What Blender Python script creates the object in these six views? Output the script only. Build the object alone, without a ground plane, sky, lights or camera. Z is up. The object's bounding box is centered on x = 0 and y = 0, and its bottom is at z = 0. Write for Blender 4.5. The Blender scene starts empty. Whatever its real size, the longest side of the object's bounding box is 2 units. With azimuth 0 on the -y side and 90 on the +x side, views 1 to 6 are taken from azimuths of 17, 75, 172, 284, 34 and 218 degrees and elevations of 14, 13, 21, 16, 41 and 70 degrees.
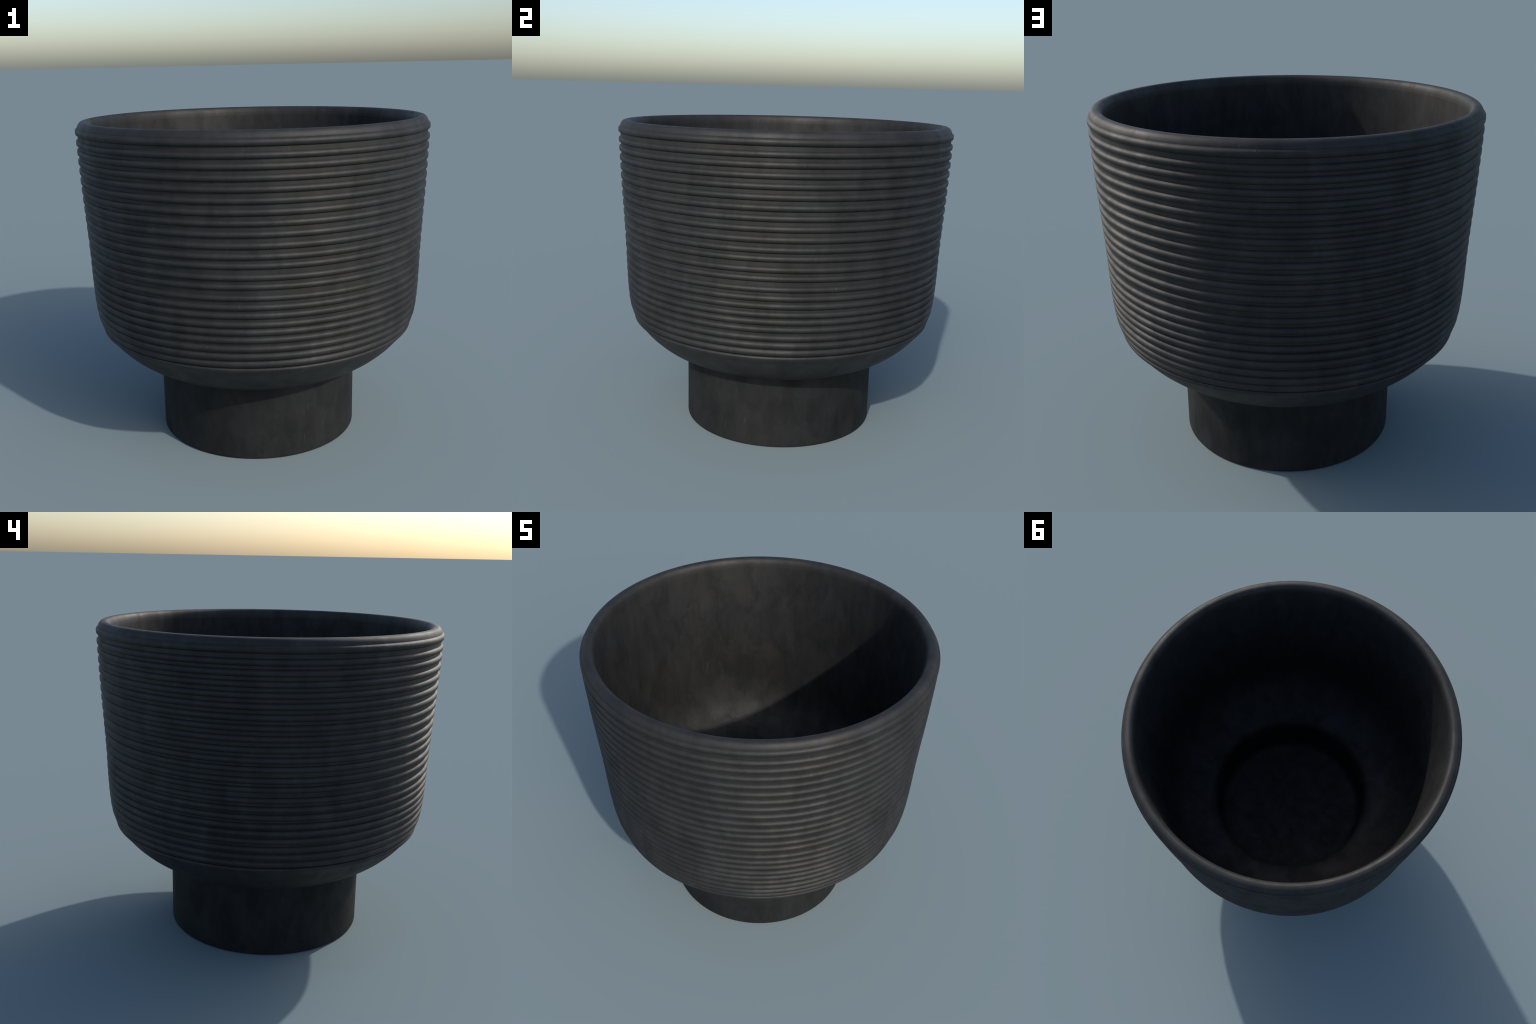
import bpy, math
import numpy as np

# ---------------------------------------------------------------- sizes (metres)
SEGMENTS = 288

# bare outer wall of the bowl (r, z): underside -> shoulder -> tapered wall -> below the rim
OUTER_WALL = [(0.588, 0.432), (0.645, 0.4495), (0.697, 0.4690), (0.746, 0.4965), (0.787, 0.526), (0.818, 0.553),
              (0.845, 0.579), (0.868, 0.605), (0.888, 0.630), (0.903, 0.646), (0.913, 0.657), (0.9205, 0.667),
              (0.9215, 0.6755), (0.916, 0.6825), (0.908, 0.686), (0.915, 0.702), (0.928, 0.728), (0.9355, 0.760),
              (0.943, 0.820), (0.9485, 0.900), (0.9525, 1.00), (0.9555, 1.10), (0.960, 1.20), (0.9655, 1.30),
              (0.9715, 1.40), (0.977, 1.50), (0.9815, 1.60), (0.9855, 1.70), (0.9875, 1.76), (0.9893, 1.800)]
RIM = [(0.9893, 1.800), (0.9900, 1.816), (0.9885, 1.830), (0.982, 1.844), (0.971, 1.8545), (0.957, 1.858),
       (0.944, 1.857), (0.934, 1.850), (0.927, 1.839), (0.923, 1.825), (0.921, 1.805)]
INNER_WALL = [(0.921, 1.805), (0.917, 1.70), (0.909, 1.50), (0.901, 1.30), (0.894, 1.10), (0.888, 0.97),
              (0.878, 0.885), (0.863, 0.820), (0.840, 0.760), (0.807, 0.711), (0.762, 0.667),
              (0.705, 0.623), (0.650, 0.596), (0.605, 0.579), (0.574, 0.564), (0.555, 0.543), (0.546, 0.505)]
WELL = [(0.546, 0.505), (0.545, 0.40), (0.548, 0.28), (0.543, 0.222), (0.529, 0.189), (0.503, 0.171),
        (0.460, 0.164), (0.25, 0.163), (0.0, 0.163)]
FOOT_OUTSIDE = [(0.0, 0.0), (0.30, 0.0), (0.565, 0.0), (0.579, 0.0005), (0.585, 0.003), (0.587, 0.009), (0.587, 0.03),
                (0.587, 0.20), (0.5875, 0.34), (0.588, 0.432)]

# raised throwing rings: (upper edge, lower edge) heights, spaced a little unevenly
RIB_EDGES = [(1.8215, 1.7852), (1.7605, 1.7285), (1.7103, 1.6769), (1.6571, 1.6243), (1.6035, 1.5712),
             (1.5503, 1.5169), (1.4969, 1.4625), (1.4431, 1.4107), (1.3892, 1.3562), (1.3350, 1.3004),
             (1.2812, 1.2484), (1.2348, 1.2026), (1.1776, 1.1449), (1.1300, 1.0990), (1.0731, 1.0428),
             (1.0268, 0.9941), (0.9849, 0.9508), (0.9380, 0.9050), (0.8990, 0.8645), (0.8563, 0.8230),
             (0.8102, 0.7748), (0.7677, 0.7310), (0.7219, 0.6845)]
RIB_HEIGHT = 0.0115


def catmull(points, step=0.006, keep=1.0):
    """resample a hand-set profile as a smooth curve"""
    p = np.array(points, float)
    ext = np.vstack([2 * p[0] - p[1], p, 2 * p[-1] - p[-2]])
    out = []
    for i in range(1, len(ext) - 2):
        a, b, c, d = ext[i - 1], ext[i], ext[i + 1], ext[i + 2]
        n = max(2, int(np.linalg.norm(c - b) / step))
        n = min(n, 12)
        # centripetal parameters avoid overshoot at uneven spacing
        t0 = 0.0
        t1 = t0 + max(np.linalg.norm(b - a), 1e-6) ** 0.5
        t2 = t1 + max(np.linalg.norm(c - b), 1e-6) ** 0.5
        t3 = t2 + max(np.linalg.norm(d - c), 1e-6) ** 0.5
        for k in range(n):
            t = t1 + (t2 - t1) * k / n
            a1 = (t1 - t) / (t1 - t0) * a + (t - t0) / (t1 - t0) * b
            a2 = (t2 - t) / (t2 - t1) * b + (t - t1) / (t2 - t1) * c
            a3 = (t3 - t) / (t3 - t2) * c + (t - t2) / (t3 - t2) * d
            b1 = (t2 - t) / (t2 - t0) * a1 + (t - t0) / (t2 - t0) * a2
            b2 = (t3 - t) / (t3 - t1) * a2 + (t - t1) / (t3 - t1) * a3
            out.append((t2 - t) / (t2 - t1) * b1 + (t - t1) / (t2 - t1) * b2)
    out.append(p[-1])
    return np.array(out)


def profile_normals(p):
    """outward normal of an open profile travelling up the outside and down the inside"""
    t = np.gradient(p, axis=0)
    t /= np.linalg.norm(t, axis=1)[:, None] + 1e-12
    return np.stack([t[:, 1], -t[:, 0]], 1)


def lathe(name, prof, nrm, material, parent, closed=False):
    """revolve (r, z) points about the z axis; nrm gives the smooth shading normals"""
    n = len(prof)
    ang = np.linspace(0, 2 * math.pi, SEGMENTS, endpoint=False)
    verts, norms, ring = [], [], []
    for (r, z), (nr, nz) in zip(prof, nrm):
        if r < 1e-6:
            ring.append([len(verts)])
            verts.append((0, 0, z))
            norms.append((0, 0, math.copysign(1, nz)))
        else:
            ring.append(list(range(len(verts), len(verts) + SEGMENTS)))
            for a in ang:
                verts.append((r * math.cos(a), r * math.sin(a), z))
                norms.append((nr * math.cos(a), nr * math.sin(a), nz))
    faces = []
    for i in range(n if closed else n - 1):
        lo, hi = ring[i], ring[(i + 1) % n]
        for s in range(SEGMENTS):
            t = (s + 1) % SEGMENTS
            if len(lo) == 1:
                faces.append((lo[0], hi[t], hi[s]))
            elif len(hi) == 1:
                faces.append((lo[s], lo[t], hi[0]))
            else:
                faces.append((lo[s], lo[t], hi[t], hi[s]))
    me = bpy.data.meshes.new(name)
    me.from_pydata(verts, [], faces)
    me.polygons.foreach_set("use_smooth", [True] * len(faces))
    me.update()
    me.normals_split_custom_set_from_vertices(norms)
    me.materials.append(material)
    ob = bpy.data.objects.new(name, me)
    bpy.context.scene.collection.objects.link(ob)
    ob.parent = parent
    return ob


# ---------------------------------------------------------------- material
def stoneware(name, gloss, roughness, shade=(1.0, 1.0, 1.0), mottle=1.0):
    mat = bpy.data.materials.new(name)
    mat.use_nodes = True
    nt = mat.node_tree
    N, L = nt.nodes, nt.links
    bsdf = N["Principled BSDF"]

    def node(kind, **kw):
        nd = N.new(kind)
        for k, v in kw.items():
            setattr(nd, k, v)
        return nd

    def remap(fac, lo, hi, c0=0.0, c1=1.0):
        r = node("ShaderNodeMapRange")
        r.inputs["From Min"].default_value, r.inputs["From Max"].default_value = lo, hi
        r.inputs["To Min"].default_value, r.inputs["To Max"].default_value = c0, c1
        L.new(fac, r.inputs["Value"])
        return r.outputs["Result"]

    def calc(op, a, b):
        m = node("ShaderNodeMath", operation=op)
        for i, x in enumerate((a, b)):
            if isinstance(x, (int, float)):
                m.inputs[i].default_value = x
            else:
                L.new(x, m.inputs[i])
        return m.outputs[0]

    co = node("ShaderNodeTexCoord").outputs["Object"]

    def place(stretch, shift, turn=(0, 0, 0)):
        mp = node("ShaderNodeMapping")
        mp.inputs["Scale"].default_value = stretch
        mp.inputs["Rotation"].default_value = turn
        mp.inputs["Location"].default_value = (shift, shift * 0.7, shift * 1.3)
        L.new(co, mp.inputs["Vector"])
        return mp.outputs[0]

    def noise(scale, stretch=(1, 1, 1), detail=3.0, rough=0.55, shift=0.0, warp=0.0, turn=(0, 0, 0)):
        t = node("ShaderNodeTexNoise")
        t.inputs["Scale"].default_value = scale
        t.inputs["Detail"].default_value = detail
        t.inputs["Roughness"].default_value = rough
        t.inputs["Distortion"].default_value = warp
        L.new(place(stretch, shift, turn), t.inputs["Vector"])
        return t.outputs["Fac"]

    # hard-sided rubbed patches, taller than wide, with uneven edges
    jitter = node("ShaderNodeTexNoise")
    jitter.inputs["Scale"].default_value = 9.0
    jitter.inputs["Detail"].default_value = 3.0
    L.new(co, jitter.inputs["Vector"])
    shift = node("ShaderNodeVectorMath", operation="MULTIPLY_ADD")
    L.new(jitter.outputs["Color"], shift.inputs[0])
    shift.inputs[1].default_value = (0.09, 0.09, 0.16)
    L.new(place((1, 1, 0.62), 2.0), shift.inputs[2])
    cells = node("ShaderNodeTexVoronoi", distance="CHEBYCHEV")
    cells.inputs["Scale"].default_value = 8.0
    L.new(shift.outputs[0], cells.inputs["Vector"])
    patch = node("ShaderNodeSeparateColor")
    L.new(cells.outputs["Color"], patch.inputs[0])
    patch = patch.outputs[0]

    smudge = remap(noise(9.0, (1, 1, 0.55), 4.0, 0.55, 3.1, 0.5), 0.36, 0.64)      # hand-size smudges
    streak = remap(noise(24.0, (1, 1, 0.14), 3.0, 0.6, 7.7), 0.34, 0.66)          # vertical wiping marks
    grain = remap(noise(130.0, (1, 1, 0.7), 2.0, 0.7, 1.3), 0.30, 0.70)           # fine clay grain
    scratch = remap(noise(52.0, (1, 1, 0.22), 1.5, 0.5, 9.4, 0.4, (0.5, 0.35, 0.2)), 0.70, 0.80)
    tint = noise(5.0, (1, 1, 0.7), 2.0, 0.5, 5.0)

    tone = calc("ADD", calc("MULTIPLY", smudge, 0.44), calc("MULTIPLY", streak, 0.15))
    tone = calc("ADD", tone, calc("MULTIPLY", patch, 0.27))
    tone = calc("ADD", tone, calc("MULTIPLY", grain, 0.16))
    tone = calc("ADD", calc("MULTIPLY", calc("SUBTRACT", tone, 0.5), mottle), 0.5)
    mix = node("ShaderNodeMix", data_type="RGBA")
    mix.inputs["A"].default_value = [c * k for c, k in zip(DARK, (*shade, 1))]
    mix.inputs["B"].default_value = [c * k for c, k in zip(PALE, (*shade, 1))]
    L.new(tone, mix.inputs["Factor"])
    cool = node("ShaderNodeMix", data_type="RGBA", blend_type="MULTIPLY")
    cool.inputs["B"].default_value = (0.94, 0.99, 1.02, 1)
    L.new(remap(tint, 0.42, 0.58), cool.inputs["Factor"])
    L.new(mix.outputs["Result"], cool.inputs["A"])
    worn = node("ShaderNodeMix", data_type="RGBA")
    worn.inputs["B"].default_value = (0.060, 0.058, 0.055, 1)
    L.new(calc("MULTIPLY", scratch, 0.25), worn.inputs["Factor"])
    L.new(cool.outputs["Result"], worn.inputs["A"])
    L.new(worn.outputs["Result"], bsdf.inputs["Base Color"])

    L.new(remap(tone, 0.2, 0.8, roughness + 0.05, roughness - 0.05), bsdf.inputs["Roughness"])
    L.new(remap(tone, 0.2, 0.8, gloss * 0.85, gloss * 1.15), bsdf.inputs["Specular IOR Level"])
    bump = node("ShaderNodeBump")
    bump.inputs["Strength"].default_value = 0.4
    bump.inputs["Distance"].default_value = 0.004
    h = calc("ADD", calc("MULTIPLY", grain, 0.12), calc("MULTIPLY", smudge, 0.22))
    h = calc("ADD", h, calc("MULTIPLY", scratch, 0.45))
    L.new(h, bump.inputs["Height"])
    L.new(bump.outputs["Normal"], bsdf.inputs["Normal"])
    return mat


DARK = (0.0072, 0.0071, 0.0070, 1)
PALE = (0.0262, 0.0256, 0.0250, 1)

clay = stoneware("black_stoneware", 0.40, 0.61, (0.96, 0.95, 0.94), 0.68)   # smoothed, slightly burnished outside
inside_clay = stoneware("matt_black_stoneware", 0.30, 0.66, mottle=0.8)         # matt inside
dark_foot = stoneware("dark_foot_stoneware", 0.24, 0.76, (0.70, 0.75, 0.77), 0.7)  # darker, cooler, rougher tone on the foot

# ---------------------------------------------------------------- the planter
planter = bpy.data.objects.new("footed_planter", None)
bpy.context.scene.collection.objects.link(planter)
planter["label"] = "matte black ribbed stoneware planter on a round foot"
planter["category"] = "plant pot"

foot_out = catmull(FOOT_OUTSIDE)
wall_out = catmull(OUTER_WALL)
rim = catmull(RIM, 0.004)
wall_in = catmull(INNER_WALL, 0.012)
well = catmull(WELL, 0.02)

# one smooth surface from the underside of the bowl over the rim and down into the foot
shell = np.vstack([wall_out, rim[1:], wall_in[1:], well[1:]])
shell_n = profile_normals(shell)
shell_n[0] = profile_normals(wall_out)[0]
a, b, c = len(wall_out), len(wall_out) + len(rim) - 1, len(wall_out) + len(rim) + len(wall_in) - 2

bowl = lathe("bowl", shell[:a], shell_n[:a], clay, planter)
lathe("rim", shell[a - 1:b], shell_n[a - 1:b], clay, planter)
lathe("inner_wall", shell[b - 1:c], shell_n[b - 1:c], inside_clay, planter)
foot = lathe("foot", foot_out, profile_normals(foot_out), dark_foot, planter)
lathe("well", shell[c - 1:], shell_n[c - 1:], inside_clay, foot)

# rings: rounded beads laid on the wall, following its lean
wr, wz = wall_out[:, 0], wall_out[:, 1]
BEAD = [(-0.52, 0.0), (-0.44, 0.42), (-0.36, 0.78), (-0.27, 0.95), (-0.10, 1.0), (0.10, 1.0), (0.27, 0.95),
        (0.36, 0.78), (0.44, 0.42), (0.52, 0.0)]
for top, low in RIB_EDGES:
    top += 0.002
    mid, span = (top + low) / 2, top - low
    r_top, r_low = np.interp([top, low], wz, wr)
    lean = math.atan2(r_top - r_low, span)
    along = np.array([math.sin(lean), math.cos(lean)])
    out = np.array([math.cos(lean), -math.sin(lean)])
    width = span / math.cos(lean)
    base = np.array([(r_top + r_low) / 2, mid])
    pts = np.array([base + along * (u * width) + out * (h * RIB_HEIGHT) for u, h in BEAD])
    tilt = [math.radians(68) * u / 0.52 for u, h in BEAD]   # rounded shading
    nrm = np.array([along * math.sin(t) + out * math.cos(t) for t in tilt])
    skirt = 0.006 * out                      # hidden foot of the bead inside the wall
    pts = np.vstack([pts[0] - skirt, pts, pts[-1] - skirt])
    nrm = np.vstack([nrm[0], nrm, nrm[-1]])
    lathe("rib", pts, nrm, clay, bowl)
